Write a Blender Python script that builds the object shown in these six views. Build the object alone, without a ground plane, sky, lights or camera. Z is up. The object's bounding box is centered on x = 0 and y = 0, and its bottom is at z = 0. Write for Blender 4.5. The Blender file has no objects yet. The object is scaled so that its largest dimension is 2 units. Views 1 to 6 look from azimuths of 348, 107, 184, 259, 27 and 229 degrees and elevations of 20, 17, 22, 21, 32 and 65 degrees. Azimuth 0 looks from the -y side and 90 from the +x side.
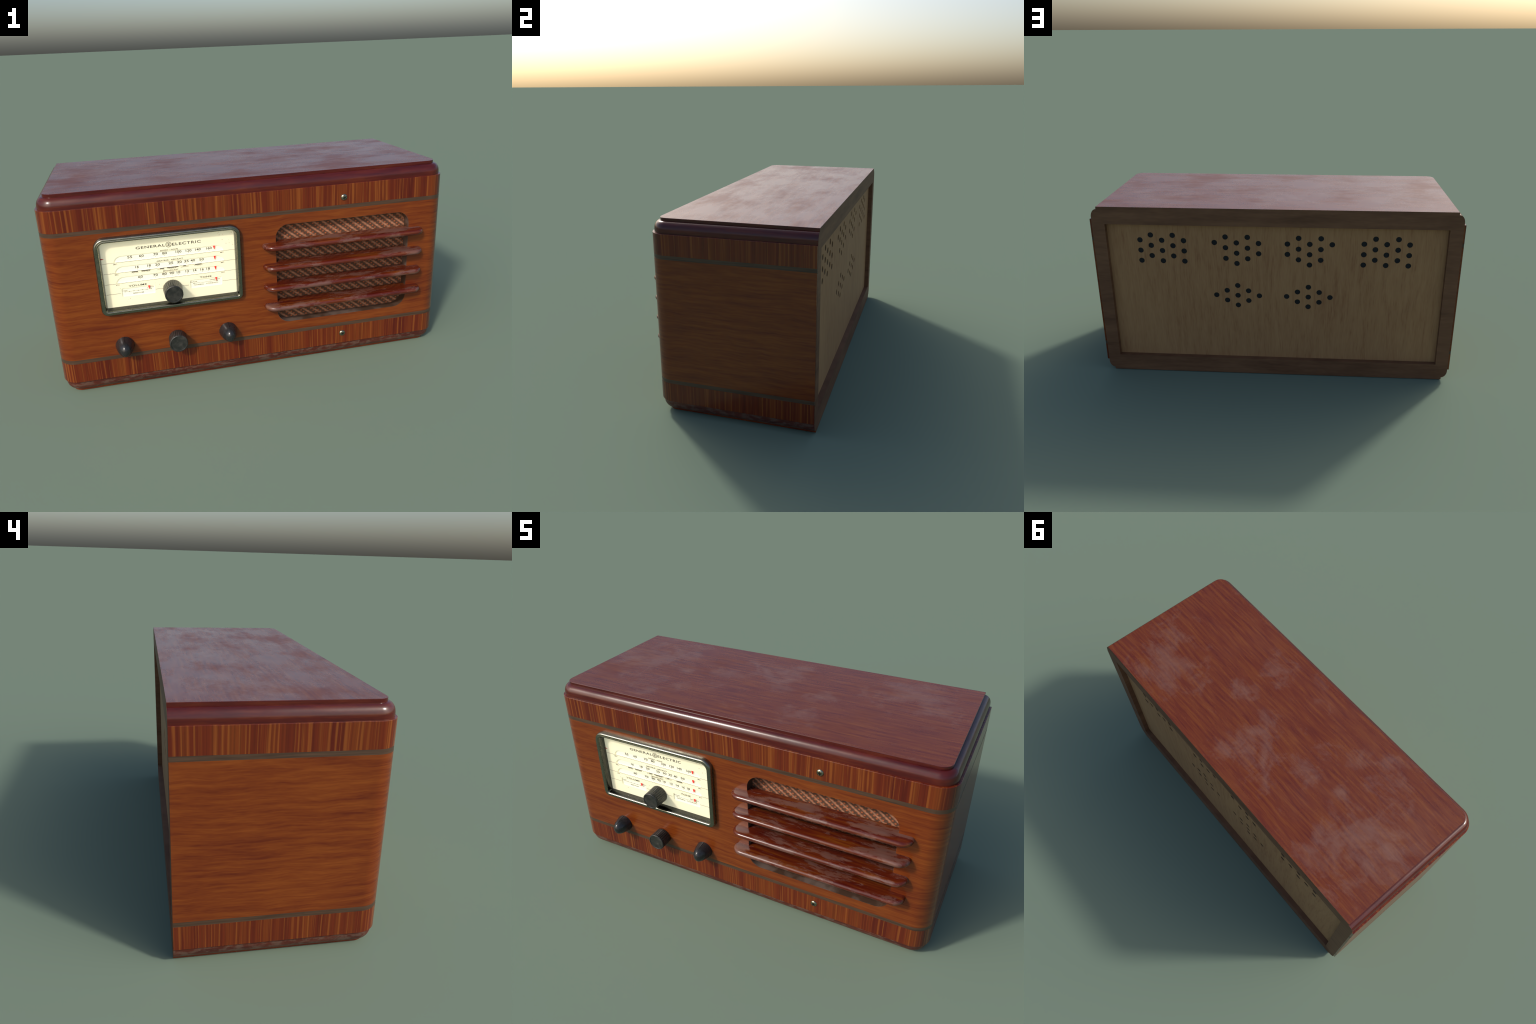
"""Vintage wooden table radio: layered wooden cabinet with rounded front corners,
illuminated dial in a metal bezel, slatted loudspeaker opening, knobs and a
perforated plywood back."""
import bpy, bmesh, math, random
from mathutils import Vector, Matrix

random.seed(7)
COL = bpy.context.scene.collection

# ------------------------------------------------------------------ sizes (metres)
HALF_W = 1.0          # cabinet half width
FRONT = -0.368        # y of the front face
BACK = 0.450          # y of the back face
CORNER = 0.085        # radius of the upright front corners
H = 1.0098            # total height
SYM = 1.008           # heights mirror about SYM / 2
BODY_LO, BODY_HI = 0.0675, 0.941
STRIP_W = 0.020       # dark inlay strips
STRIP_HI = 0.838      # top edge of the upper strip
STRIP_LO = SYM - STRIP_HI
MOLD = 0.009          # set-back of the mouldings from the body
LEDGE = 0.040         # set-back of top panel and plinth
TOP_Z = 0.9955        # underside of the top panel
WALL = 0.070          # wall thickness

# =================================================================== node helpers
class Mat:
    def __init__(self, name):
        self.m = bpy.data.materials.new(name)
        self.m.use_nodes = True
        self.t = self.m.node_tree
        self.t.nodes.clear()
        self.out = self.n('ShaderNodeOutputMaterial')
        self.b = self.n('ShaderNodeBsdfPrincipled')
        self.link(self.b.outputs[0], self.out.inputs[0])
        self.co = self.n('ShaderNodeTexCoord').outputs['Object']

    def n(self, kind, **kw):
        nd = self.t.nodes.new(kind)
        for k, v in kw.items():
            setattr(nd, k, v)
        return nd

    def link(self, a, b):
        self.t.links.new(a, b)

    def put(self, sock, v):
        if hasattr(v, 'links'):
            self.link(v, sock)
        else:
            sock.default_value = v

    def mapping(self, scale, loc=(0, 0, 0), rot=(0, 0, 0), src=None):
        nd = self.n('ShaderNodeMapping')
        nd.inputs['Scale'].default_value = scale
        nd.inputs['Location'].default_value = loc
        nd.inputs['Rotation'].default_value = rot
        self.link(src or self.co, nd.inputs['Vector'])
        return nd.outputs[0]

    def noise(self, vec, scale=1.0, detail=4.0, rough=0.55, dist=0.0, colour=False):
        nd = self.n('ShaderNodeTexNoise')
        self.link(vec, nd.inputs['Vector'])
        nd.inputs['Scale'].default_value = scale
        nd.inputs['Detail'].default_value = detail
        nd.inputs['Roughness'].default_value = rough
        nd.inputs['Distortion'].default_value = dist
        return nd.outputs[1 if colour else 0]

    def ramp(self, fac, stops, interp='LINEAR'):
        nd = self.n('ShaderNodeValToRGB')
        cr = nd.color_ramp
        cr.interpolation = interp
        while len(cr.elements) < len(stops):
            cr.elements.new(0.5)
        for e, (p, c) in zip(cr.elements, stops):
            e.position = p
            e.color = (c, c, c, 1) if isinstance(c, (int, float)) else (*c, 1)
        self.link(fac, nd.inputs[0])
        return nd.outputs[0]

    def mix(self, fac, a, b, mode='MIX'):
        nd = self.n('ShaderNodeMix', data_type='RGBA', blend_type=mode)
        self.put(nd.inputs[0], fac)
        for s, v in ((nd.inputs[6], a), (nd.inputs[7], b)):
            self.put(s, v if hasattr(v, 'links') else (*v, 1) if len(v) == 3 else v)
        return nd.outputs[2]

    def math(self, op, a, b=0.0, clamp=False):
        nd = self.n('ShaderNodeMath', operation=op, use_clamp=clamp)
        self.put(nd.inputs[0], a)
        self.put(nd.inputs[1], b)
        return nd.outputs[0]

    def warp(self, vec, scale, amount, detail=2.0):
        """push coordinates about with coloured noise so that grain wanders"""
        c = self.noise(vec, scale, detail, 0.5, colour=True)
        s = self.n('ShaderNodeVectorMath', operation='SUBTRACT')
        self.link(c, s.inputs[0]); s.inputs[1].default_value = (0.5, 0.5, 0.5)
        k = self.n('ShaderNodeVectorMath', operation='MULTIPLY')
        self.link(s.outputs[0], k.inputs[0])
        k.inputs[1].default_value = amount
        a = self.n('ShaderNodeVectorMath', operation='ADD')
        self.link(vec, a.inputs[0]); self.link(k.outputs[0], a.inputs[1])
        return a.outputs[0]

    def bump(self, height, strength=0.1, dist=0.001):
        nd = self.n('ShaderNodeBump')
        nd.inputs['Strength'].default_value = strength
        nd.inputs['Distance'].default_value = dist
        self.link(height, nd.inputs['Height'])
        self.link(nd.outputs[0], self.b.inputs['Normal'])

    def set(self, **kw):
        for k, v in kw.items():
            s = self.b.inputs[k.replace('_', ' ')]
            if isinstance(v, tuple) and len(v) == 3:
                v = (*v, 1)
            self.put(s, v)
        return self.m


def flecks(mt, scale, lo, hi, seed=0.0):
    """sparse pale scratches and chips"""
    v = mt.mapping((scale, scale, scale), (seed, seed * 1.7, seed * 0.3))
    return mt.ramp(mt.noise(v, 1.0, 6, 0.7), [(lo, 0.0), (hi, 1.0)])


def veneer(name, scale, dark, mid, light, rough=0.33, spec=0.5, figure=0.02, fine=1.0, seed=0.0):
    """figured wood: long wandering streaks; `scale` is high across the grain"""
    mt = Mat(name)
    w = mt.warp(mt.co, 5.0, (figure, figure, figure))
    streak = mt.noise(mt.mapping(scale, (seed, seed, seed), src=w), 1.0, 5, 0.6)
    fs = (scale[0] * 4.5, scale[1] * 4.5, scale[2] * 2.8)
    grain = mt.noise(mt.mapping(fs, (seed + 3, 1, 2), src=w), 1.0, 3, 0.6)
    cloud = mt.noise(mt.mapping((2.2, 2.2, 4.5), (seed, 4, 1)), 1.0, 2, 0.5)
    f = mt.math('ADD', mt.math('MULTIPLY', streak, 0.54), mt.math('MULTIPLY', grain, 0.28))
    f = mt.math('ADD', f, mt.math('MULTIPLY', cloud, 0.20))
    c = mt.ramp(f, [(0.37, dark), (0.50, mid), (0.63, light)])
    mt.set(Base_Color=c, Roughness=rough)
    mt.b.inputs['Specular IOR Level'].default_value = spec
    mt.bump(grain, 0.04, 0.001)
    return mt


# =================================================================== materials
# front and sides: orange-brown veneer, grain lying down
M_front = veneer('veneer_orange_brown', (3.0, 3.0, 54.0), (0.098, 0.0140, 0.0035), (0.146, 0.0290, 0.0046),
                 (0.190, 0.0465, 0.0068), rough=0.22, figure=0.030).m


def crossband():
    """upright stripes of red-brown and tan for the bands above and below"""
    mt = Mat('veneer_crossband')
    w = mt.warp(mt.co, 3.0, (0.012, 0.012, 0.0))
    broad = mt.noise(mt.mapping((23, 23, 0.30), src=w), 1.0, 2, 0.5)
    thin = mt.noise(mt.mapping((95, 95, 0.7), (3, 1, 0), src=w), 1.0, 2, 0.45)
    fine = mt.noise(mt.mapping((150, 150, 0.9), (7, 2, 0), src=w), 1.0, 2, 0.5)
    base = mt.ramp(broad, [(0.30, (0.078, 0.0075, 0.0030)), (0.48, (0.110, 0.0145, 0.0036)),
                           (0.66, (0.138, 0.0270, 0.0046))])
    c = mt.mix(1.0, base, mt.ramp(fine, [(0.30, 0.78), (0.60, 1.08)]), 'MULTIPLY')
    line = mt.ramp(thin, [(0.52, 0.0), (0.66, 0.70)])
    c = mt.mix(line, c, (0.225, 0.064, 0.0110))
    return mt.set(Base_Color=c, Roughness=0.22)


M_band = crossband()


def strip_wood():
    mt = Mat('inlay_dark_walnut')
    g = mt.noise(mt.mapping((6, 6, 160)), 1.0, 4, 0.6)
    c = mt.ramp(g, [(0.35, (0.044, 0.0235, 0.0145)), (0.65, (0.080, 0.045, 0.027))])
    return mt.set(Base_Color=c, Roughness=0.35)


M_strip = strip_wood()


def moulding_wood():
    """dark cherry lacquer with scuffed pale flecks"""
    mt = Mat('lacquer_dark_cherry')
    w = mt.warp(mt.co, 6.0, (0.02, 0.02, 0.01))
    g = mt.noise(mt.mapping((5, 5, 60), src=w), 1.0, 5, 0.6)
    c = mt.ramp(g, [(0.32, (0.044, 0.0040, 0.0045)), (0.52, (0.068, 0.0075, 0.0055)), (0.68, (0.094, 0.0150, 0.0060))])
    fl = flecks(mt, 90.0, 0.74, 0.78, 5.0)
    c = mt.mix(mt.math('MULTIPLY', fl, 0.45), c, (0.24, 0.15, 0.11))
    r = mt.ramp(mt.noise(mt.mapping((9, 9, 9)), 1.0, 4, 0.6), [(0.35, 0.17), (0.65, 0.26)])
    return mt.set(Base_Color=c, Roughness=r)


M_mold = moulding_wood()


def worn_moulding():
    """the lower moulding: same lacquer, scraped and dusty"""
    mt = Mat('lacquer_scuffed')
    g = mt.noise(mt.mapping((5, 5, 60)), 1.0, 5, 0.6)
    c = mt.ramp(g, [(0.35, (0.052, 0.0075, 0.0055)), (0.65, (0.098, 0.0165, 0.0075))])
    s = mt.noise(mt.mapping((26, 26, 60)), 1.0, 8, 0.75)
    k = mt.ramp(s, [(0.48, 0.0), (0.56, 0.60)])
    c = mt.mix(k, c, (0.125, 0.082, 0.062))
    return mt.set(Base_Color=c, Roughness=0.42)


M_worn = worn_moulding()
M_plinth = veneer('plinth_red_brown', (4.0, 4.0, 40.0), (0.075, 0.0085, 0.0040), (0.135, 0.0200, 0.0060),  # base colour brightened toward orange-red for the sun falling on the plinth
                  (0.185, 0.0400, 0.0080), rough=0.25, seed=3.0).m


HAZE_SPOTS = ((0.80, 0.16, 0.20), (0.66, 0.26, 0.20), (-0.08, 0.20, 0.22), (-0.25, 0.10, 0.16), (-0.48, 0.05, 0.10),
              (-0.72, 0.17, 0.28), (-0.59, -0.18, 0.20), (0.28, -0.17, 0.13), (0.28, 0.05, 0.08))


def top_wood():
    """reddish top with grain along the length and hazy, dusty patches"""
    mt = Mat('top_veneer_hazy')
    w = mt.warp(mt.co, 4.0, (0.03, 0.022, 0.0))
    streak = mt.noise(mt.mapping((4.5, 66.0, 1.0), (2, 5, 0), src=w), 1.0, 5, 0.6)
    grain = mt.noise(mt.mapping((14.0, 150.0, 1.0), src=w), 1.0, 3, 0.6)
    f = mt.math('ADD', mt.math('MULTIPLY', streak, 0.75), mt.math('MULTIPLY', grain, 0.25))
    c = mt.ramp(f, [(0.34, (0.094, 0.0125, 0.0042)), (0.49, (0.134, 0.0252, 0.0052)), (0.64, (0.176, 0.0450, 0.0070))])
    big = mt.noise(mt.mapping((2.1, 3.0, 1.0), (6.3, 2.2, 0), src=w), 1.0, 2, 0.5)
    rag = mt.noise(mt.mapping((7.5, 9.5, 1.0), (1, 7, 0), src=mt.warp(mt.co, 9.0, (0.05, 0.05, 0))), 1.0, 5, 0.62, 0.6)
    # the duller clouds lie in a few places: (x, y, reach)
    near = None
    for cx, cy, rad in HAZE_SPOTS:
        d = mt.n('ShaderNodeVectorMath', operation='DISTANCE')
        mt.link(mt.mapping((1, 1.25, 0)), d.inputs[0])
        d.inputs[1].default_value = (cx, cy * 1.25, 0)
        m_ = mt.math('SUBTRACT', 1.0, mt.math('DIVIDE', d.outputs['Value'], rad * 1.45), clamp=True)
        near = m_ if near is None else mt.math('MAXIMUM', near, m_)
    k = mt.math('ADD', mt.math('MULTIPLY', big, 0.30), mt.math('MULTIPLY', rag, 0.55))
    k = mt.math('ADD', k, mt.math('MULTIPLY', near, 0.20))
    speck = mt.noise(mt.mapping((70, 70, 1)), 1.0, 3, 0.6)
    k = mt.math('ADD', k, mt.math('MULTIPLY', mt.math('SUBTRACT', speck, 0.5), 0.16))
    haze = mt.ramp(k, [(0.495, 0.0), (0.60, 0.55), (0.72, 1.0)])
    c = mt.mix(mt.math('MULTIPLY', haze, 0.40), c, (0.235, 0.148, 0.122))
    wear = mt.noise(mt.mapping((3.2, 6.5, 1.0), (4, 1, 0), src=w), 1.0, 6, 0.62)
    wear = mt.math('ADD', wear, mt.math('MULTIPLY', mt.math('SUBTRACT', speck, 0.5), 0.13))
    r = mt.ramp(wear, [(0.36, 0.40), (0.46, 0.30), (0.58, 0.23)])
    mt.set(Base_Color=c, Roughness=r)
    mt.b.inputs['Specular IOR Level'].default_value = 0.6
    mt.bump(grain, 0.03, 0.001)
    return mt.m


M_top = top_wood()
M_back = veneer('walnut_raw', (3.0, 3.0, 26.0), (0.110, 0.047, 0.0215), (0.155, 0.070, 0.033), (0.195, 0.092, 0.044),
                rough=0.62, spec=0.3, seed=9.0).m


def plywood():
    """pale back board, grain upright, with brownish pore streaks"""
    mt = Mat('plywood_pale')
    w = mt.warp(mt.co, 4.0, (0.02, 0, 0.02))
    s = mt.noise(mt.mapping((46, 4, 5.0), src=w), 1.0, 5, 0.6)
    g = mt.noise(mt.mapping((190, 4, 16), src=w), 1.0, 3, 0.6)
    cl = mt.noise(mt.mapping((2.5, 1, 2.0)), 1.0, 2, 0.5)
    f = mt.math('ADD', mt.math('MULTIPLY', s, 0.42), mt.math('ADD', mt.math('MULTIPLY', g, 0.40), mt.math('MULTIPLY', cl, 0.18)))
    c = mt.ramp(f, [(0.36, (0.275, 0.122, 0.046)), (0.46, (0.342, 0.172, 0.069)), (0.62, (0.390, 0.208, 0.086))])
    return mt.set(Base_Color=c, Roughness=0.7)


M_ply = plywood()


def slat_wood():
    mt = Mat('slat_cherry_gloss')
    oi = mt.n('ShaderNodeObjectInfo')
    cw = mt.n('ShaderNodeCombineXYZ')
    mt.link(mt.math('MULTIPLY', oi.outputs['Random'], 40.0), cw.inputs[0])
    mt.link(mt.math('MULTIPLY', oi.outputs['Random'], 17.0), cw.inputs[1])
    ad = mt.n('ShaderNodeVectorMath', operation='ADD')
    mt.link(mt.co, ad.inputs[0]); mt.link(cw.outputs[0], ad.inputs[1])
    v = ad.outputs[0]
    w = mt.warp(v, 6.0, (0.02, 0.02, 0.02))
    g = mt.noise(mt.mapping((3.5, 55, 55), src=w), 1.0, 5, 0.6)
    c = mt.ramp(g, [(0.33, (0.056, 0.0055, 0.0035)), (0.52, (0.094, 0.0130, 0.0038)), (0.70, (0.150, 0.0390, 0.0050))])
    hz = mt.noise(mt.mapping((4.5, 16, 16), src=mt.warp(v, 14.0, (0.05, 0.02, 0.02))), 1.0, 6, 0.65)
    k = mt.ramp(hz, [(0.49, 0.0), (0.56, 0.7), (0.66, 1.0)])
    c = mt.mix(mt.math('MULTIPLY', k, 0.50), c, (0.185, 0.118, 0.098))
    r = mt.ramp(k, [(0.0, 0.20), (1.0, 0.40)])
    return mt.set(Base_Color=c, Roughness=r)


M_slat = slat_wood()


def cloth():
    """woven loudspeaker cloth: slanting pale cords over orange dots on brown"""
    mt = Mat('speaker_cloth')
    sep = mt.n('ShaderNodeSeparateXYZ')
    mt.link(mt.co, sep.inputs[0])
    x, z = sep.outputs[0], sep.outputs[2]
    pitch = 0.0345
    u = mt.math('DIVIDE', mt.math('ADD', mt.math('MULTIPLY', x, 0.76), mt.math('MULTIPLY', z, 1.0)), pitch)
    fu = mt.math('FRACT', u)
    cord = mt.math('ABSOLUTE', mt.math('SUBTRACT', fu, 0.5))
    cord_m = mt.ramp(cord, [(0.06, 1.0), (0.24, 0.0)])
    tx = mt.math('SINE', mt.math('MULTIPLY', x, 2 * math.pi / 0.0270))
    tz = mt.math('SINE', mt.math('MULTIPLY', z, 2 * math.pi / 0.0230))
    weave = mt.math('MULTIPLY', tx, tz)
    dots = mt.ramp(weave, [(0.25, 0.0), (0.85, 1.0)])
    base = mt.mix(dots, (0.085, 0.038, 0.020), (0.36, 0.092, 0.028))
    wv = mt.ramp(mt.math('ADD', mt.math('MULTIPLY', tz, 0.5), 0.5), [(0.0, 0.55), (1.0, 1.0)])
    c = mt.mix(mt.math('MULTIPLY', cord_m, wv), base, (0.40, 0.185, 0.105))
    mt.set(Base_Color=c, Roughness=0.85)
    mt.bump(weave, 0.35, 0.002)
    return mt.m


M_cloth = cloth()


def metal(name, col, rough):
    mt = Mat(name)
    n = mt.noise(mt.mapping((30, 30, 30)), 1.0, 5, 0.6)
    r = mt.ramp(n, [(0.35, rough * 0.8), (0.7, rough * 1.3)])
    c = mt.mix(mt.ramp(mt.noise(mt.mapping((90, 90, 90)), 1.0, 4, 0.7), [(0.74, 0.0), (0.80, 0.25)]), col,
               tuple(v * 0.55 for v in col))
    return mt.set(Base_Color=c, Roughness=r, Metallic=1.0)


M_bezel = metal('bezel_nickel', (0.235, 0.230, 0.180), 0.27)
M_lip = metal('bezel_dark_lip', (0.065, 0.066, 0.062), 0.20)  # bezel metal darkened on the inner slope to subdue the dial's reflection
M_screw = metal('screw_nickel', (0.34, 0.32, 0.23), 0.24)


def bakelite(name, col, rough, dust=0.0):
    mt = Mat(name)
    n = mt.noise(mt.mapping((35, 35, 35)), 1.0, 6, 0.65)
    c = mt.mix(mt.ramp(n, [(0.45, 0.0), (0.75, dust)]), col, (0.12, 0.11, 0.095))
    r = mt.ramp(n, [(0.35, rough), (0.7, rough + 0.12)])
    return mt.set(Base_Color=c, Roughness=r)


M_knob = bakelite('bakelite_black', (0.016, 0.017, 0.016), 0.30, 0.35)
M_pointer = bakelite('bakelite_gloss', (0.017, 0.017, 0.018), 0.20, 0.02)
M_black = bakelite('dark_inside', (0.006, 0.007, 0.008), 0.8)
M_slot = bakelite('slot_black', (0.004, 0.004, 0.004), 0.6)

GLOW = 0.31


def dial_paper(name, col, specks=True):
    """cream scale sheet, lit softly from inside as such dials are"""
    mt = Mat(name)
    c = mt.mix(mt.ramp(mt.noise(mt.mapping((6, 6, 6)), 1.0, 3, 0.5), [(0.4, 0.0), (0.7, 0.5)]), col,
               (col[0], col[1] * 0.97, col[2] * 0.92))
    if specks:
        vo = mt.n('ShaderNodeTexVoronoi')
        vo.inputs['Scale'].default_value = 85.0
        flat_co = mt.mapping((1, 0, 1))
        mt.link(flat_co, vo.inputs['Vector'])
        dot = mt.ramp(vo.outputs['Distance'], [(0.13, 1.0), (0.20, 0.0)])
        sep = mt.n('ShaderNodeSeparateColor')
        mt.link(vo.outputs['Color'], sep.inputs[0])
        near = None
        for cx, cz, rad in ((-0.148, 0.725, 0.062), (-0.492, 0.528, 0.036), (-0.62, 0.46, 0.05)):
            d = mt.n('ShaderNodeVectorMath', operation='DISTANCE')
            mt.link(flat_co, d.inputs[0])
            d.inputs[1].default_value = (cx, 0, cz)
            m_ = mt.math('SUBTRACT', 1.0, mt.math('DIVIDE', d.outputs['Value'], rad), clamp=True)
            near = m_ if near is None else mt.math('MAXIMUM', near, m_)
        pick = mt.math('LESS_THAN', sep.outputs[0], mt.math('ADD', mt.math('MULTIPLY', near, 2.0), 0.015))
        k = mt.math('MULTIPLY', mt.math('MULTIPLY', dot, pick), mt.math('ADD', mt.math('MULTIPLY', sep.outputs[1], 0.6), 0.25))
        c = mt.mix(k, c, (0.26, 0.15, 0.09))
    mt.set(Base_Color=c, Roughness=0.6)
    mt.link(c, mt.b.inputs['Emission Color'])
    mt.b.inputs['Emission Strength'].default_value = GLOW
    return mt.m


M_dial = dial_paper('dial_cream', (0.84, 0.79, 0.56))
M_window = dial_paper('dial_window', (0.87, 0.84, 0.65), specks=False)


def flat(name, col, rough=0.6, glow=0.0):
    mt = Mat(name)
    n = mt.noise(mt.mapping((60, 60, 60)), 1.0, 3, 0.5)
    c = mt.mix(mt.ramp(n, [(0.4, 0.0), (0.7, 0.35)]), col, tuple(v * 0.8 for v in col))
    mt.set(Base_Color=c, Roughness=rough)
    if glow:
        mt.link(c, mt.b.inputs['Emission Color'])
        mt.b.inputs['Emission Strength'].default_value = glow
    return mt.m


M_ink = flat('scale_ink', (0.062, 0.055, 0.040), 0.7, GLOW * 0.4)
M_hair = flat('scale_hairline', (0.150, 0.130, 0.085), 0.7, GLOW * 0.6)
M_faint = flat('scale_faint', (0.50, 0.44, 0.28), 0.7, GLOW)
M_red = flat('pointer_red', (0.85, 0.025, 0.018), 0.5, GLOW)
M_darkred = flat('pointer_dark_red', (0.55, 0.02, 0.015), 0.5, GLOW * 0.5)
M_lining = None

# =================================================================== mesh helpers
ROOT = bpy.data.objects.new('table_radio', None)
COL.objects.link(ROOT)
ROOT['label'] = 'vintage brown wooden table radio with cream dial and slatted grille'
ROOT['category'] = 'radio'


def finish(me, name, mat, parent=ROOT, angle=35.0):
    if isinstance(mat, (list, tuple)):
        for m in mat:
            me.materials.append(m)
    elif mat:
        me.materials.append(mat)
    me.polygons.foreach_set('use_smooth', [True] * len(me.polygons))
    me.set_sharp_from_angle(angle=math.radians(angle))
    ob = bpy.data.objects.new(name, me)
    COL.objects.link(ob)
    ob.parent = parent
    return ob


def build(name, verts, faces, mat, parent=ROOT, angle=35.0):
    me = bpy.data.meshes.new(name)
    me.from_pydata([tuple(v) for v in verts], [], faces)
    bm = bmesh.new(); bm.from_mesh(me)
    bmesh.ops.recalc_face_normals(bm, faces=bm.faces)
    bm.to_mesh(me); bm.free()
    return finish(me, name, mat, parent, angle)


def plan(off, yb, n=14):
    """U-shaped plan line: back left, round front corners, back right"""
    xh, yf, r = HALF_W - off, FRONT + off, max(CORNER - off, 0.004)
    p = [(-xh, yb)]
    for i in range(n + 1):
        a = math.pi + (math.pi / 2) * i / n
        p.append((-xh + r + r * math.cos(a), yf + r + r * math.sin(a)))
    for i in range(n + 1):
        a = 1.5 * math.pi + (math.pi / 2) * i / n
        p.append((xh - r + r * math.cos(a), yf + r + r * math.sin(a)))
    p.append((xh, yb))
    return p


def solid(name, profile, mat, yb=BACK - 0.0008):
    """stack of plan lines (set-back, z), closed behind, above and below"""
    v, f = [], []
    rings = [plan(o, yb) for o, z in profile]
    m = len(rings[0])
    for (o, z), r in zip(profile, rings):
        v += [(x, y, z) for x, y in r]
    for k in range(len(profile) - 1):
        for i in range(m):
            j = (i + 1) % m
            f.append((k * m + i, k * m + j, (k + 1) * m + j, (k + 1) * m + i))
    f.append(tuple(range(m)))
    f.append(tuple(range((len(profile) - 1) * m, len(profile) * m)))
    return build(name, v, f, mat)


def wall(name, z0, z1, mat, off=0.0, yb=BACK - 0.0008, lo=0.0, hi=0.0):
    """upright U-shaped wall with softened outer edges"""
    prof = [(WALL, z0), (off + lo, z0)] + ([(off, z0 + lo)] if lo else [])
    prof += ([(off, z1 - hi)] if hi else []) + [(off + hi, z1), (WALL, z1)]
    v, f = [], []
    rings = [plan(o, yb) for o, z in prof]
    m = len(rings[0])
    for (o, z), r in zip(prof, rings):
        v += [(x, y, z) for x, y in r]
    n = len(prof)
    for k in range(n):
        l = (k + 1) % n
        for i in range(m - 1):
            f.append((k * m + i, k * m + i + 1, l * m + i + 1, l * m + i))
    f.append(tuple(k * m for k in range(n)))
    f.append(tuple(k * m + m - 1 for k in range(n)))
    return build(name, v, f, mat)


def round_rect(cx, cz, hx, hz, rt, rb=None, n=8):
    """outline in the x-z plane; separate radii for upper and lower corners"""
    rb = rt if rb is None else rb
    p = []
    for (sx, sz, a0, r) in ((1, 1, 0, rt), (-1, 1, 90, rt), (-1, -1, 180, rb), (1, -1, 270, rb)):
        for i in range(n + 1):
            a = math.radians(a0 + 90 * i / n)
            p.append((cx + sx * (hx - r) + r * math.cos(a), cz + sz * (hz - r) + r * math.sin(a)))
    return p


def prism(name, outline, y0, y1, mat, parent=ROOT, angle=35.0):
    m = len(outline)
    v = [(x, y0, z) for x, z in outline] + [(x, y1, z) for x, z in outline]
    f = [(i, (i + 1) % m, m + (i + 1) % m, m + i) for i in range(m)]
    f += [tuple(range(m)), tuple(range(m, 2 * m))]
    return build(name, v, f, mat, parent, angle)


def ring_loft(name, rings, mat, parent=ROOT, angle=35.0, caps=False):
    """closed rings of equal length joined one after another"""
    m = len(rings[0])
    v = [p for r in rings for p in r]
    f = [(k * m + i, k * m + (i + 1) % m, (k + 1) * m + (i + 1) % m, (k + 1) * m + i)
         for k in range(len(rings) - 1) for i in range(m)]
    if caps:
        f += [tuple(range(m)), tuple(range((len(rings) - 1) * m, len(rings) * m))]
    return build(name, v, f, mat, parent, angle)


def sheet(name, outer, holes, y0, y1, mat, parent=ROOT):
    """flat board in the x-z plane between y0 (back of sheet) and y1 with holes through it"""
    cu = bpy.data.curves.new(name, 'CURVE')
    cu.dimensions = '2D'
    cu.fill_mode = 'BOTH'
    cu.extrude = abs(y1 - y0) / 2
    for line in [outer] + holes:
        s = cu.splines.new('POLY')
        s.points.add(len(line) - 1)
        for q, (x, z) in zip(s.points, line):
            q.co = (x, z, 0, 1)
        s.use_cyclic_u = True
    tmp = bpy.data.objects.new('tmp', cu)
    COL.objects.link(tmp)
    bpy.context.view_layer.update()
    dg = bpy.context.evaluated_depsgraph_get()
    me = bpy.data.meshes.new_from_object(tmp.evaluated_get(dg))
    bpy.data.objects.remove(tmp)
    me.name = name
    me.materials.clear()
    me.transform(Matrix.Translation((0, (y0 + y1) / 2, 0)) @ Matrix.Rotation(math.pi / 2, 4, 'X'))
    return finish(me, name, mat, parent)


def circle(cx, cz, r, n=24):
    return [(cx + r * math.cos(2 * math.pi * i / n), cz + r * math.sin(2 * math.pi * i / n)) for i in range(n)]


def cut(ob, cutters, transfer=False):
    """boolean difference, applied"""
    for c in cutters:
        md = ob.modifiers.new('cut', 'BOOLEAN')
        md.object = c
        md.operation = 'DIFFERENCE'
        md.solver = 'EXACT'
        if transfer:
            md.material_mode = 'TRANSFER'
    bpy.context.view_layer.update()
    dg = bpy.context.evaluated_depsgraph_get()
    me = bpy.data.meshes.new_from_object(ob.evaluated_get(dg))
    ob.modifiers.clear()
    ob.data = me
    me.polygons.foreach_set('use_smooth', [True] * len(me.polygons))
    me.set_sharp_from_angle(angle=math.radians(35))
    for c in cutters:
        bpy.data.objects.remove(c)


# =================================================================== cabinet
def quarter(z_side, z_top, flip=False, n=12, straight=0.012):
    """moulding profile: short upright then an elliptic quarter up to the ledge"""
    p = []
    for i in range(n + 1):
        a = math.pi / 2 * i / n
        o = MOLD + (LEDGE - MOLD) * (1 - math.cos(a))
        z = straight + (abs(z_top - z_side) - straight) * math.sin(a)
        p.append((o, z_side + (-z if flip else z)))
    return p


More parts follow.
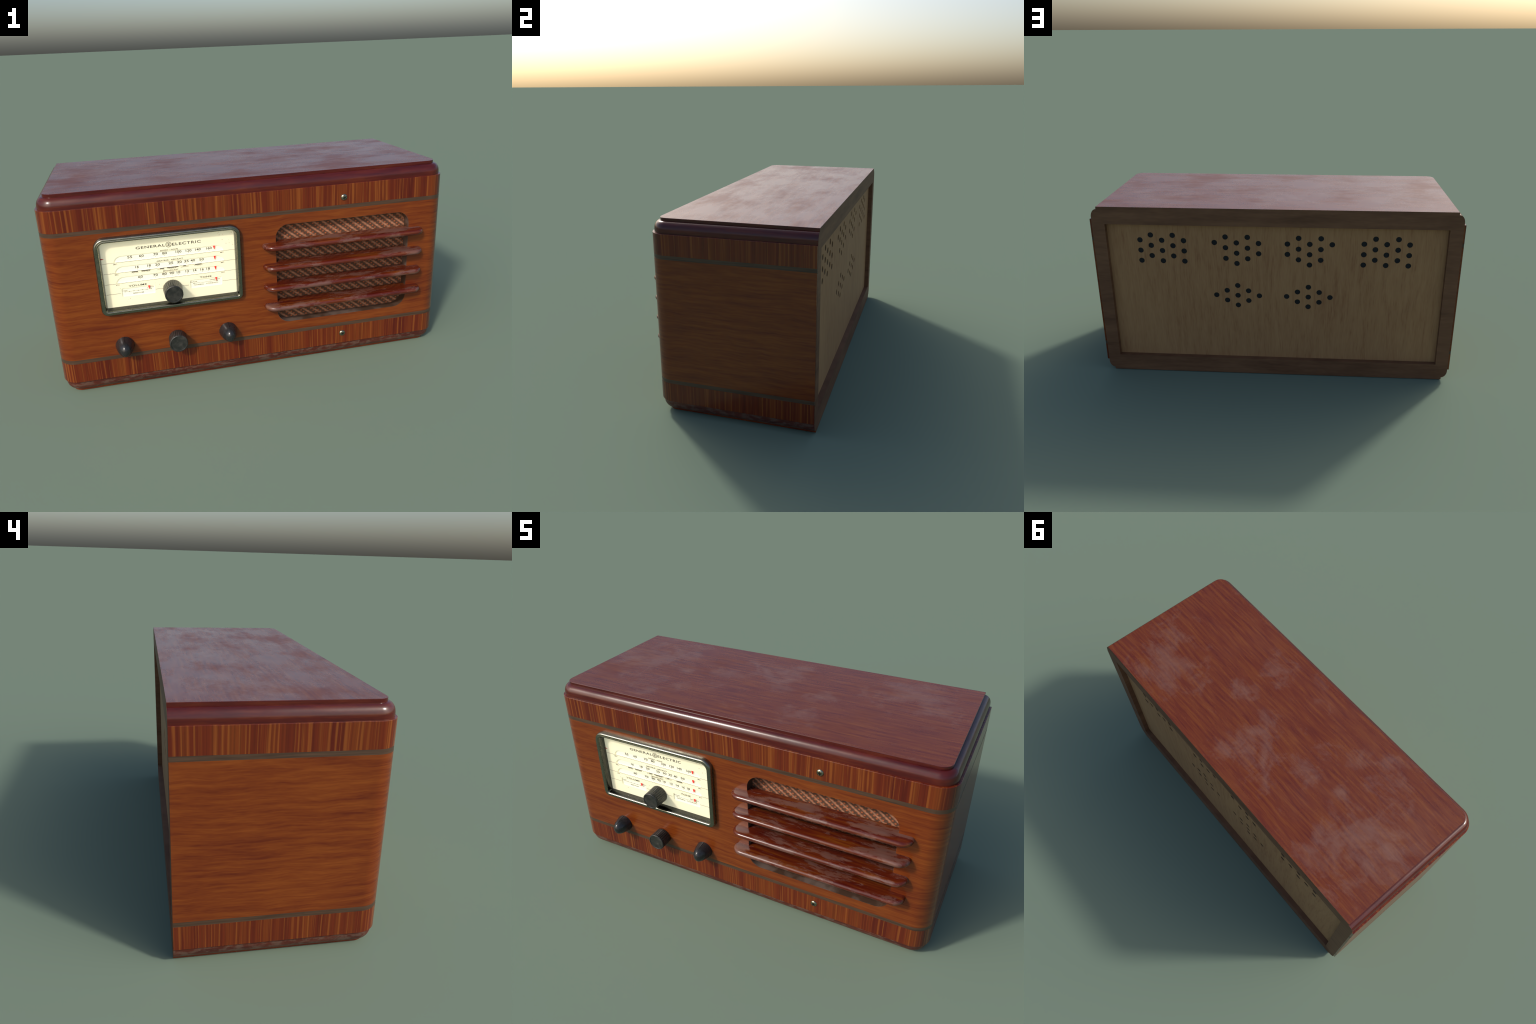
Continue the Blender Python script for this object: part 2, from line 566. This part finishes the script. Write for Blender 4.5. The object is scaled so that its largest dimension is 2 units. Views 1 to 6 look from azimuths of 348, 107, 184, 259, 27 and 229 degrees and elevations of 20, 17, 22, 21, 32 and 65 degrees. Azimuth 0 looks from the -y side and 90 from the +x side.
E_ = 0.0015
top = solid('top_panel', [(LEDGE, TOP_Z - 0.004), (LEDGE, H - E_), (LEDGE + E_, H)], [M_top, M_mold])
for p in top.data.polygons:                      # lacquered edge, veneered face
    p.material_index = 0 if p.normal.z > 0.9 else 1
solid('top_moulding', [(MOLD, BODY_HI - 0.008)] + quarter(BODY_HI, TOP_Z) + [(LEDGE + 0.02, TOP_Z)], M_mold)
solid('bottom_moulding', [(MOLD, BODY_LO + 0.008)] + quarter(BODY_LO, SYM - 0.9940, True) + [(LEDGE + 0.02, SYM - 0.9940)], M_worn)
solid('plinth', [(LEDGE, SYM - 0.9940 + 0.004), (LEDGE, E_), (LEDGE + E_, 0.0)], M_plinth)
wall('upper_band', STRIP_HI, BODY_HI, M_band, hi=0.0012)
wall('inlay_strip', STRIP_HI - STRIP_W - 0.001, STRIP_HI + 0.001, M_strip, off=0.0003)
wall('inlay_strip', STRIP_LO - 0.001, STRIP_LO + STRIP_W + 0.001, M_strip, off=0.0003)
wall('lower_band', BODY_LO, STRIP_LO, M_band, lo=0.0012)
panel = wall('front_panel', STRIP_LO + STRIP_W, STRIP_HI - STRIP_W, M_front)

# openings in the front
GX, GZ, GHX, GHZ, GR = 0.450, 0.504, 0.354, 0.264, 0.066
DX, DZ = -0.4245, 0.6055
cut(panel, [prism('c1', round_rect(GX, GZ, GHX, GHZ, GR, n=12), -0.5, -0.2, None),
            prism('c2', round_rect(DX, DZ, 0.330, 0.180, 0.03), -0.5, -0.2, None)])

CLOTH_Y = -0.317
lining_mat = Mat('lining_dusty_walnut')
_k = lining_mat.ramp(lining_mat.noise(lining_mat.mapping((7, 7, 7)), 1.0, 5, 0.6), [(0.42, 0.0), (0.56, 0.85)])
M_lining = lining_mat.set(Base_Color=lining_mat.mix(_k, (0.060, 0.034, 0.022), (0.150, 0.112, 0.094)), Roughness=0.4)
ring_loft('grille_lining', [[(x, y, z) for x, z in round_rect(GX, GZ, GHX - d, GHZ - d, GR - d, n=12)]
                            for y, d in ((CLOTH_Y + 0.004, 0.0), (FRONT + 0.0012, 0.0), (FRONT + 0.0012, 0.0008),
                                         (CLOTH_Y + 0.004, 0.0008))], M_lining)
prism('speaker_cloth', round_rect(GX, GZ, GHX + 0.02, GHZ + 0.02, GR + 0.01), CLOTH_Y, CLOTH_Y + 0.003, M_cloth)

# slats: boards with rounded nose and rounded ends, lapping over the panel
SL_NOSE, SL_BACK, SL_T, SL_HX = -0.432, -0.321, 0.028, 0.424
slat_master = None
for k in range(4):
    z = 0.5065 + (1.5 - k) * 0.1072
    if slat_master is None:
        half = (SL_BACK - SL_NOSE) / 2              # board with semicircular ends
        yc = (SL_BACK + SL_NOSE) / 2
        rr = SL_T / 2
        rings = []
        for i in range(15):                         # rounded rim all the way round
            a = -math.pi / 2 + math.pi * i / 14
            d = rr * 1.15 * (1 - math.cos(a))
            zz = rr * math.sin(a)
            r = half - d
            pl = []
            for sx in (1, -1):
                for q in range(17):
                    t = math.pi * q / 16 - math.pi / 2 + (0 if sx > 0 else math.pi)
                    pl.append((sx * (SL_HX - half) + r * math.cos(t), yc + r * math.sin(t), zz))
            rings.append(pl)
        slat_master = ring_loft('slat', rings, M_slat, caps=True, angle=50)
        slat_master.location = (GX, 0, z)
    else:
        o = slat_master.copy()
        COL.objects.link(o)
        o.location = (GX, 0, z)
        o.name = 'slat'

# =================================================================== back
def back_outline(inset=0.0006):
    right = []
    right.append((HALF_W - LEDGE - inset, 0.0 + inset))
    prof = quarter(BODY_LO, SYM - 0.9940, True)
    for o, z in reversed(prof):
        right.append((HALF_W - o - inset, z))
    for o, z in quarter(BODY_HI, TOP_Z):
        right.append((HALF_W - o - inset, z))
    right.append((HALF_W - LEDGE - inset, H - inset))
    return right + [(-x, z) for x, z in reversed(right)]


PANEL_Y = 0.4215
OPEN_X, OPEN_LO = 0.921, 0.098
sheet('back_frame', back_outline(), [[(-OPEN_X, OPEN_LO), (OPEN_X, OPEN_LO), (OPEN_X, SYM - OPEN_LO + 0.002), (-OPEN_X, SYM - OPEN_LO + 0.002)]],
      0.39, BACK, M_back)
holes = []
P = 0.0606
HR = 0.0155
for cx in (0.6218, -0.6035):
    for i in range(-2, 3):
        for j in range(3):
            holes.append((cx + i * P, (0.8447 if i % 2 else 0.815) - j * P))
for cx, s in ((0.2098, 1), (-0.190, -1)):
    for i, zs in ((2, (0.808,)), (1, (0.8412, 0.7787, 0.7163)), (0, (0.808, 0.7475, 0.687)),
                  (-1, (0.8412, 0.7785, 0.7162)), (-2, (0.807, 0.747))):
        for z in zs:
            holes.append((cx + s * i * P, z))
for cx in (0.2098, -0.1862):
    for i, zs in ((2, (0.4925,)), (1, (0.522, 0.4613)), (0, (0.553, 0.4922, 0.4316)), (-1, (0.522, 0.4613)), (-2, (0.4925,))):
        for z in zs:
            holes.append((cx + i * P, z))
sheet('back_board', [(-0.929, 0.09), (0.929, 0.09), (0.929, 0.92), (-0.929, 0.92)],
      [circle(x, z, HR) for x, z in holes], PANEL_Y - 0.003, PANEL_Y, M_ply)
prism('hole_darkness_plate', [(-0.925, 0.075), (0.925, 0.075), (0.925, 0.93), (-0.925, 0.93)], PANEL_Y - 0.008, PANEL_Y - 0.0035, M_black)  # black sheet modelled close behind the holes to give the unlit interior

# =================================================================== dial
DIAL_Y = -0.357


def bezel_ring(o, y):
    rt, rb = max(0.052 - o, 0.004), max(0.032 - o, 0.004)
    return [(x, y, z) for x, z in round_rect(DX, DZ, 0.3435 - o, 0.1935 - o, rt, rb, n=10)]


bez = [(0.0, -0.362), (0.0, -0.379), (0.0010, -0.3845), (0.0030, -0.3895), (0.0060, -0.3930), (0.0090, -0.3940),
       (0.0120, -0.3935), (0.0150, -0.3945), (0.0175, -0.3955), (0.0200, -0.3945), (0.0222, -0.3915), (0.0240, -0.3870),
       (0.0255, -0.3810), (0.0270, -0.3740), (0.0280, -0.3670), (0.0290, -0.3555)]
dial = bpy.data.objects.new('dial', None)
COL.objects.link(dial)
dial.parent = ROOT
ring_loft('bezel', [bezel_ring(o, y) for o, y in bez[:12]], M_bezel, parent=dial, angle=60)
ring_loft('bezel_inner_lip', [bezel_ring(o, y) for o, y in bez[11:]], M_lip, parent=dial, angle=60)


def arch(x0, x1, z0, z1, r):
    """window with a flat sill and quarter-round shoulders"""
    p = [(x0, z0)]
    for i in range(9):
        a = math.pi - math.pi / 2 * i / 8
        p.append((x0 + r + r * math.cos(a), z0 + (z1 - z0) * math.sin(a)))
    for i in range(9):
        a = math.pi / 2 - math.pi / 2 * i / 8
        p.append((x1 - r + r * math.cos(a), z0 + (z1 - z0) * math.sin(a)))
    p.append((x1, z0))
    q = [p[0]]
    for a in p[1:]:
        if (Vector(a) - Vector(q[-1])).length > 1e-5:
            q.append(a)
    return q


LINES = (0.6657, 0.6134, 0.5602)
windows = [arch(-0.684, -0.165, z + 0.0008, z + 0.0308, 0.036) for z in LINES]
windows.append(round_rect(-0.5865, 0.5110, 0.0785, 0.0215, 0.006))
windows.append(round_rect(-0.2588, 0.5110, 0.0785, 0.0215, 0.006))
sheet('dial_plate', round_rect(DX, DZ, 0.325, 0.175, 0.02), windows, DIAL_Y + 0.0050, DIAL_Y, M_dial, dial)
prism('dial_window_sheet', round_rect(DX, DZ, 0.327, 0.177, 0.02), DIAL_Y + 0.0050, DIAL_Y + 0.008, M_window, dial)
WIN_Y = DIAL_Y + 0.0050

_dg_cache = {}


def lettering(name, body, x0, x1, z0, z1, y, mat, weight=0.0, spacing=1.0):
    """built-in-font text fitted to a box on the dial, a hair's breadth thick"""
    cu = bpy.data.curves.new(name, 'FONT')
    cu.body = body
    cu.size = 1.0
    cu.offset = weight
    cu.space_character = spacing
    cu.resolution_u = 3
    tmp = bpy.data.objects.new('tmp', cu)
    COL.objects.link(tmp)
    bpy.context.view_layer.update()
    dg = bpy.context.evaluated_depsgraph_get()
    me = bpy.data.meshes.new_from_object(tmp.evaluated_get(dg))
    bpy.data.objects.remove(tmp)
    me.materials.clear()
    xs = [v.co.x for v in me.vertices]; ys = [v.co.y for v in me.vertices]
    sx = (x1 - x0) / (max(xs) - min(xs)); sz = (z1 - z0) / (max(ys) - min(ys))
    mx, my = min(xs), min(ys)
    bm = bmesh.new(); bm.from_mesh(me)
    for v in bm.verts:
        v.co = Vector((x0 + (v.co.x - mx) * sx, y - 0.0006, z0 + (v.co.y - my) * sz))
    bmesh.ops.recalc_face_normals(bm, faces=bm.faces)
    ret = bmesh.ops.extrude_face_region(bm, geom=bm.faces[:])
    for e in ret['geom']:
        if isinstance(e, bmesh.types.BMVert):
            e.co.y = y + 0.0003
    bmesh.ops.recalc_face_normals(bm, faces=bm.faces)
    bm.to_mesh(me); bm.free()
    me.name = name
    return finish(me, name, mat, dial)


def bars(name, boxes, y, mat, depth=0.0005):
    """little rectangular strokes joined into one part"""
    v, f = [], []
    for x0, x1, z0, z1 in boxes:
        b = len(v)
        for yy in (y - depth, y + 0.0002):
            v += [(x0, yy, z0), (x1, yy, z0), (x1, yy, z1), (x0, yy, z1)]
        f += [(b, b + 1, b + 2, b + 3), (b + 4, b + 5, b + 6, b + 7)]
        f += [(b + i, b + (i + 1) % 4, b + 4 + (i + 1) % 4, b + 4 + i) for i in range(4)]
    o = build(name, v, f, mat, dial)
    o['kind'] = 'stuff'
    return o


lettering('maker_lettering', 'GENERAL', -0.5775, -0.4405, 0.7204, 0.7332, DIAL_Y, M_ink, 0.014, 1.15)
lettering('maker_lettering', 'ELECTRIC', -0.4078, -0.2712, 0.7195, 0.7332, DIAL_Y, M_ink, 0.014, 1.15)
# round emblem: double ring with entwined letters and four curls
for r0, r1, nm in ((0.0112, 0.0135, 'emblem_ring'),):
    ring_loft(nm, [[(x, y, z) for x, z in circle(-0.4245, 0.7272, r, 40)] for r, y in
                   ((r0, DIAL_Y + 0.0002), (r0, DIAL_Y - 0.0006), (r1, DIAL_Y - 0.0006), (r1, DIAL_Y + 0.0002))], M_ink, dial)
lettering('emblem_letter', 'G', -0.4325, -0.4235, 0.7208, 0.7335, DIAL_Y, M_ink, 0.0)
lettering('emblem_letter', 'E', -0.4262, -0.4165, 0.7208, 0.7335, DIAL_Y - 0.0004, M_ink, 0.0)
lettering('band_lettering', 'SHORT - WAVE', -0.4664, -0.3826, 0.6981, 0.7041, DIAL_Y, M_ink, 0.012)
lettering('band_lettering', 'AMATEUR - AIRCRAFT', -0.4882, -0.3618, 0.6474, 0.6534, DIAL_Y, M_ink, 0.012)
lettering('band_lettering', 'BROADCAST', -0.4620, -0.3884, 0.5939, 0.5999, DIAL_Y, M_ink, 0.012)
SCALES = (
    (0.6848, ((55, -0.6088), (60, -0.5551), (70, -0.4886), (80, -0.4464), (100, -0.3804), (120, -0.3322), (140, -0.2872), (160, -0.2338))),
    (0.6320, ((16, -0.5809), (18, -0.5249), (20, -0.4849), (25, -0.4213), (30, -0.3806), (35, -0.3470), (40, -0.3161), (50, -0.2733))),
    (0.5801, ((60, -0.5703), (70, -0.4990), (80, -0.4563), (90, -0.4211), (10, -0.3894), (12, -0.3467), (14, -0.3103), (16, -0.2744), (18, -0.2443))))
for line, (zc, row) in zip(LINES, SCALES):
    tick, minor = [], []
    for (val, x) in row:
        w = {2: 0.0112, 3: 0.0138}[len(str(val))]
        if str(val)[0] == '1' and len(str(val)) == 2:
            w = 0.0085
        lettering('scale_numeral', str(val), x - w, x + w, zc - 0.0058, zc + 0.0062, WIN_Y, M_ink, 0.014, 1.0)
        tick.append((x - 0.0008, x + 0.0008, zc - 0.0122, zc - 0.0080))
    for (a, b) in zip(row, row[1:]):
        for k in range(1, 6):
            x = a[1] + (b[1] - a[1]) * k / 6
            minor.append((x - 0.0004, x + 0.0004, zc - 0.0135, zc - 0.0112))
    bars('scale_tick', tick, WIN_Y, M_ink)
    bars('scale_minor_tick', minor, WIN_Y, M_faint)
    bars('scale_hairline', [(-0.737, -0.684, line - 0.0007, line + 0.0006), (-0.684, -0.165, line - 0.0007, line + 0.0006),
                            (-0.165, -0.110, line - 0.0007, line + 0.0006)], DIAL_Y, M_hair)
bars('scale_hairline', [(a, b, 0.5081, 0.5094) for a, b in ((-0.737, -0.669), (-0.506, -0.345), (-0.178, -0.110))], DIAL_Y, M_hair)
# reserved bands with their names below the middle scale
zb = 0.6125
svc = ((-0.6075, -0.5790, -0.6085, -0.578, 'POLICE'), (-0.5634, -0.5202, -0.5625, -0.5225, 'AMATEUR'),
       (-0.4751, -0.4557, -0.487, -0.455, 'POLICE'), (-0.4429, -0.3875, -0.436, -0.397, 'AMATEUR'),
       (-0.3646, -0.3515, -0.377, -0.336, 'AIRCRAFT'), (-0.3069, -0.2755, -0.310, -0.2725, 'FOREIGN'))
bars('reserved_band', [(a, b, zb - 0.0032, zb) for a, b, c, d, t in svc], DIAL_Y, M_ink)
for a, b, c, d, t in svc:
    lettering('small_lettering', t, c, d, zb - 0.0078, zb - 0.0038, DIAL_Y, M_hair)
for txt, zz in (('MC', 0.6555), ('MC', 0.6035), ('KC', 0.5505)):
    for x in (-0.6865, -0.1808):
        lettering('unit_lettering', txt, x, x + 0.0165, zz - 0.0005, zz + 0.0055, DIAL_Y, M_hair, 0.01)
lettering('control_lettering', 'VOLUME', -0.6300, -0.5450, 0.5370, 0.5462, DIAL_Y, M_ink, 0.016, 1.1)
lettering('control_lettering', 'TONE', -0.2892, -0.2318, 0.5370, 0.5457, DIAL_Y, M_ink, 0.016, 1.1)
for t, a, b, z in (('LOW', -0.661, -0.638, 0.5165), ('HIGH', -0.5440, -0.5130, 0.5195), ('MEDIUM', -0.6123, -0.5624, 0.4975),
                   ('BASS', -0.3354, -0.3030, 0.5175), ('SPEECH', -0.2417, -0.1909, 0.5180), ('NORMAL', -0.3202, -0.2699, 0.5005),
                   ('FOREIGN', -0.2581, -0.2005, 0.5005)):
    lettering('small_lettering', t, a, b, z, z + 0.0052, WIN_Y, M_hair, 0.004)
bars('control_rule', [(-0.6505, -0.5253, 0.5120, 0.5129), (-0.3246, -0.1998, 0.5116, 0.5126)], WIN_Y, M_hair)
for k in range(7):
    x = -0.6505 + k * 0.1252 / 6
    prism('control_dot', circle(x, 0.5125, 0.0019, 10), WIN_Y - 0.0006, WIN_Y + 0.0002, M_ink, dial)
for s, x in ((1, -0.3246), (-1, -0.1998)):
    prism('rule_arrow', [(x, 0.5121), (x + s * 0.007, 0.5144), (x + s * 0.007, 0.5098)], WIN_Y - 0.0006, WIN_Y + 0.0002, M_ink, dial)
for x, zt in ((-0.2092, 0.6958), (-0.2093, 0.6432), (-0.2094, 0.5902), (-0.5352, 0.5326), (-0.2094, 0.5326)):
    w = 0.0048
    prism('red_pointer', [(x - w, zt), (x + w, zt), (x + 0.0006, zt - 0.0175), (x - 0.0006, zt - 0.0175)],
          DIAL_Y - 0.0012, WIN_Y - 0.0002, M_red, dial)
prism('red_pointer', [(-0.742, 0.6940), (-0.742, 0.6862), (-0.7262, 0.6900)], DIAL_Y - 0.001, DIAL_Y + 0.0004, M_darkred, dial)


def glass():
    mt = Mat('dial_glass')
    tr = mt.n('ShaderNodeBsdfTransparent')
    gl = mt.n('ShaderNodeBsdfGlossy')
    gl.inputs['Roughness'].default_value = 0.06
    lw = mt.n('ShaderNodeLayerWeight')
    fac = mt.math('ADD', mt.math('MULTIPLY', mt.math('POWER', lw.outputs['Facing'], 4.0), 0.25), 0.012)
    mx = mt.n('ShaderNodeMixShader')
    mt.link(fac, mx.inputs[0])
    mt.link(tr.outputs[0], mx.inputs[1])
    mt.link(gl.outputs[0], mx.inputs[2])
    mt.t.nodes.remove(mt.b)
    mt.link(mx.outputs[0], mt.out.inputs[0])
    return mt.m


ring = [(x, z) for x, z in round_rect(DX, DZ, 0.3155, 0.1655, 0.022, 0.006)]
prism('dial_glass', ring, -0.3735, -0.3745, glass(), dial)


# =================================================================== knobs
def fluted_knob(name, cx, cz, y0, y1, r0, r1, flutes=28):
    n = flutes * 6
    rows = [(y0, r0 * 0.97, 1), (y0 - 0.002, r0, 1)]
    for k in range(1, 6):
        t = k / 6
        rows.append((y0 + (y1 + 0.012 - y0) * t, r0 + (r1 - r0) * t, 1))
    rows += [(y1 + 0.0105, r1, 1), (y1 + 0.0098, r1 - 0.0022, 0.3), (y1 + 0.0085, r1 - 0.0022, 0.3), (y1 + 0.0078, r1, 1), (y1 + 0.006, r1, 1), (y1 + 0.003, r1, 0.6), (y1 + 0.0012, r1 - 0.0015, 0.2), (y1, r1 - 0.0045, 0),
             (y1 + 0.0004, r1 - 0.0065, 0), (y1 + 0.0022, r1 - 0.0078, 0), (y1 + 0.0024, r1 * 0.5, 0)]
    rings = []
    for y, r, k in rows:
        ring = []
        for i in range(n):
            a = 2 * math.pi * i / n
            groove = max(0.0, math.cos(a * flutes)) ** 3 * 0.0020 * k
            ring.append((cx + (r - groove) * math.cos(a), y, cz + (r - groove) * math.sin(a)))
        rings.append(ring)
    return ring_loft(name, rings, M_knob, caps=True, angle=40)


fluted_knob('tuning_knob', DX, 0.5015, DIAL_Y, -0.4365, 0.0470, 0.0440)
fluted_knob('band_knob', DX, 0.2385, FRONT, -0.4365, 0.0440, 0.0450)


def pointer_knob(cx, cz):
    """round base drawn out into an upright blunt ridge, with a sighting line on top"""
    root = None
    n, m = 64, 22
    depth = abs(-BACK - FRONT)
    rings = []

    def at(s, t):
        a = 0.0455 * (1 - s ** 3.4) ** 0.48 * (1 - 0.32 * s) + 0.0006
        b = 0.0455 * (1 - s ** 4.5) ** 0.50 * (1 - 0.20 * s) + 0.0006
        e = 2.0 - 0.22 * s
        c, q = math.cos(t), math.sin(t)
        return (cx + a * math.copysign(abs(c) ** (2 / e), c), FRONT - depth * s, cz + b * math.copysign(abs(q) ** (2 / e), q))
    for k in range(m + 1):
        s = math.sin(math.pi / 2 * k / m) if k else 0.0
        rings.append([at(s, 2 * math.pi * i / n) for i in range(n)])
    ob = ring_loft('pointer_knob', rings, M_pointer, caps=True, angle=60)
    # sighting line: thin ridge running along the crown
    rr = []
    for k in range(15):
        s = 0.02 + 0.80 * k / 14
        x, y, z = at(s, math.pi / 2)
        w = 0.0016
        rr.append([(cx - w, y, z - 0.002), (cx + w, y, z - 0.002), (cx + w * 0.6, y, z + 0.0014), (cx - w * 0.6, y, z + 0.0014)])
    ring_loft('sighting_line', rr, M_slot, parent=ob, caps=True)
    return ob


for x in (DX - 0.257, DX + 0.257):
    pointer_knob(x, 0.2375)


# =================================================================== screws
def screw(cx, cz, turn):
    R, hgt, n = 0.0165, 0.0085, 32
    rings = []
    for k in range(8):
        a = math.pi / 2 * k / 8
        rings.append([(cx + R * math.cos(a) * math.cos(2 * math.pi * i / n), FRONT + 0.001 - hgt * math.sin(a) - 0.001,
                       cz + R * math.cos(a) * math.sin(2 * math.pi * i / n)) for i in range(n)])
    ob = ring_loft('screw', rings, [M_screw, M_slot], caps=True, angle=40)
    cutters = []
    for k in range(3):
        a = turn + math.pi * k / 3
        ux, uz = math.cos(a), math.sin(a)
        L, w = 0.0105, 0.0017
        o = [(cx + sx * L * ux - sz * w * uz, cz + sx * L * uz + sz * w * ux) for sx, sz in ((-1, -1), (1, -1), (1, 1), (-1, 1))]
        cutters.append(prism('slot', o, FRONT - 0.0035, FRONT - 0.03, M_slot))
    cut(ob, cutters, True)
    return ob


screw(0.4483, 0.8752, math.radians(90))
screw(0.4483, 0.1262, math.radians(75))
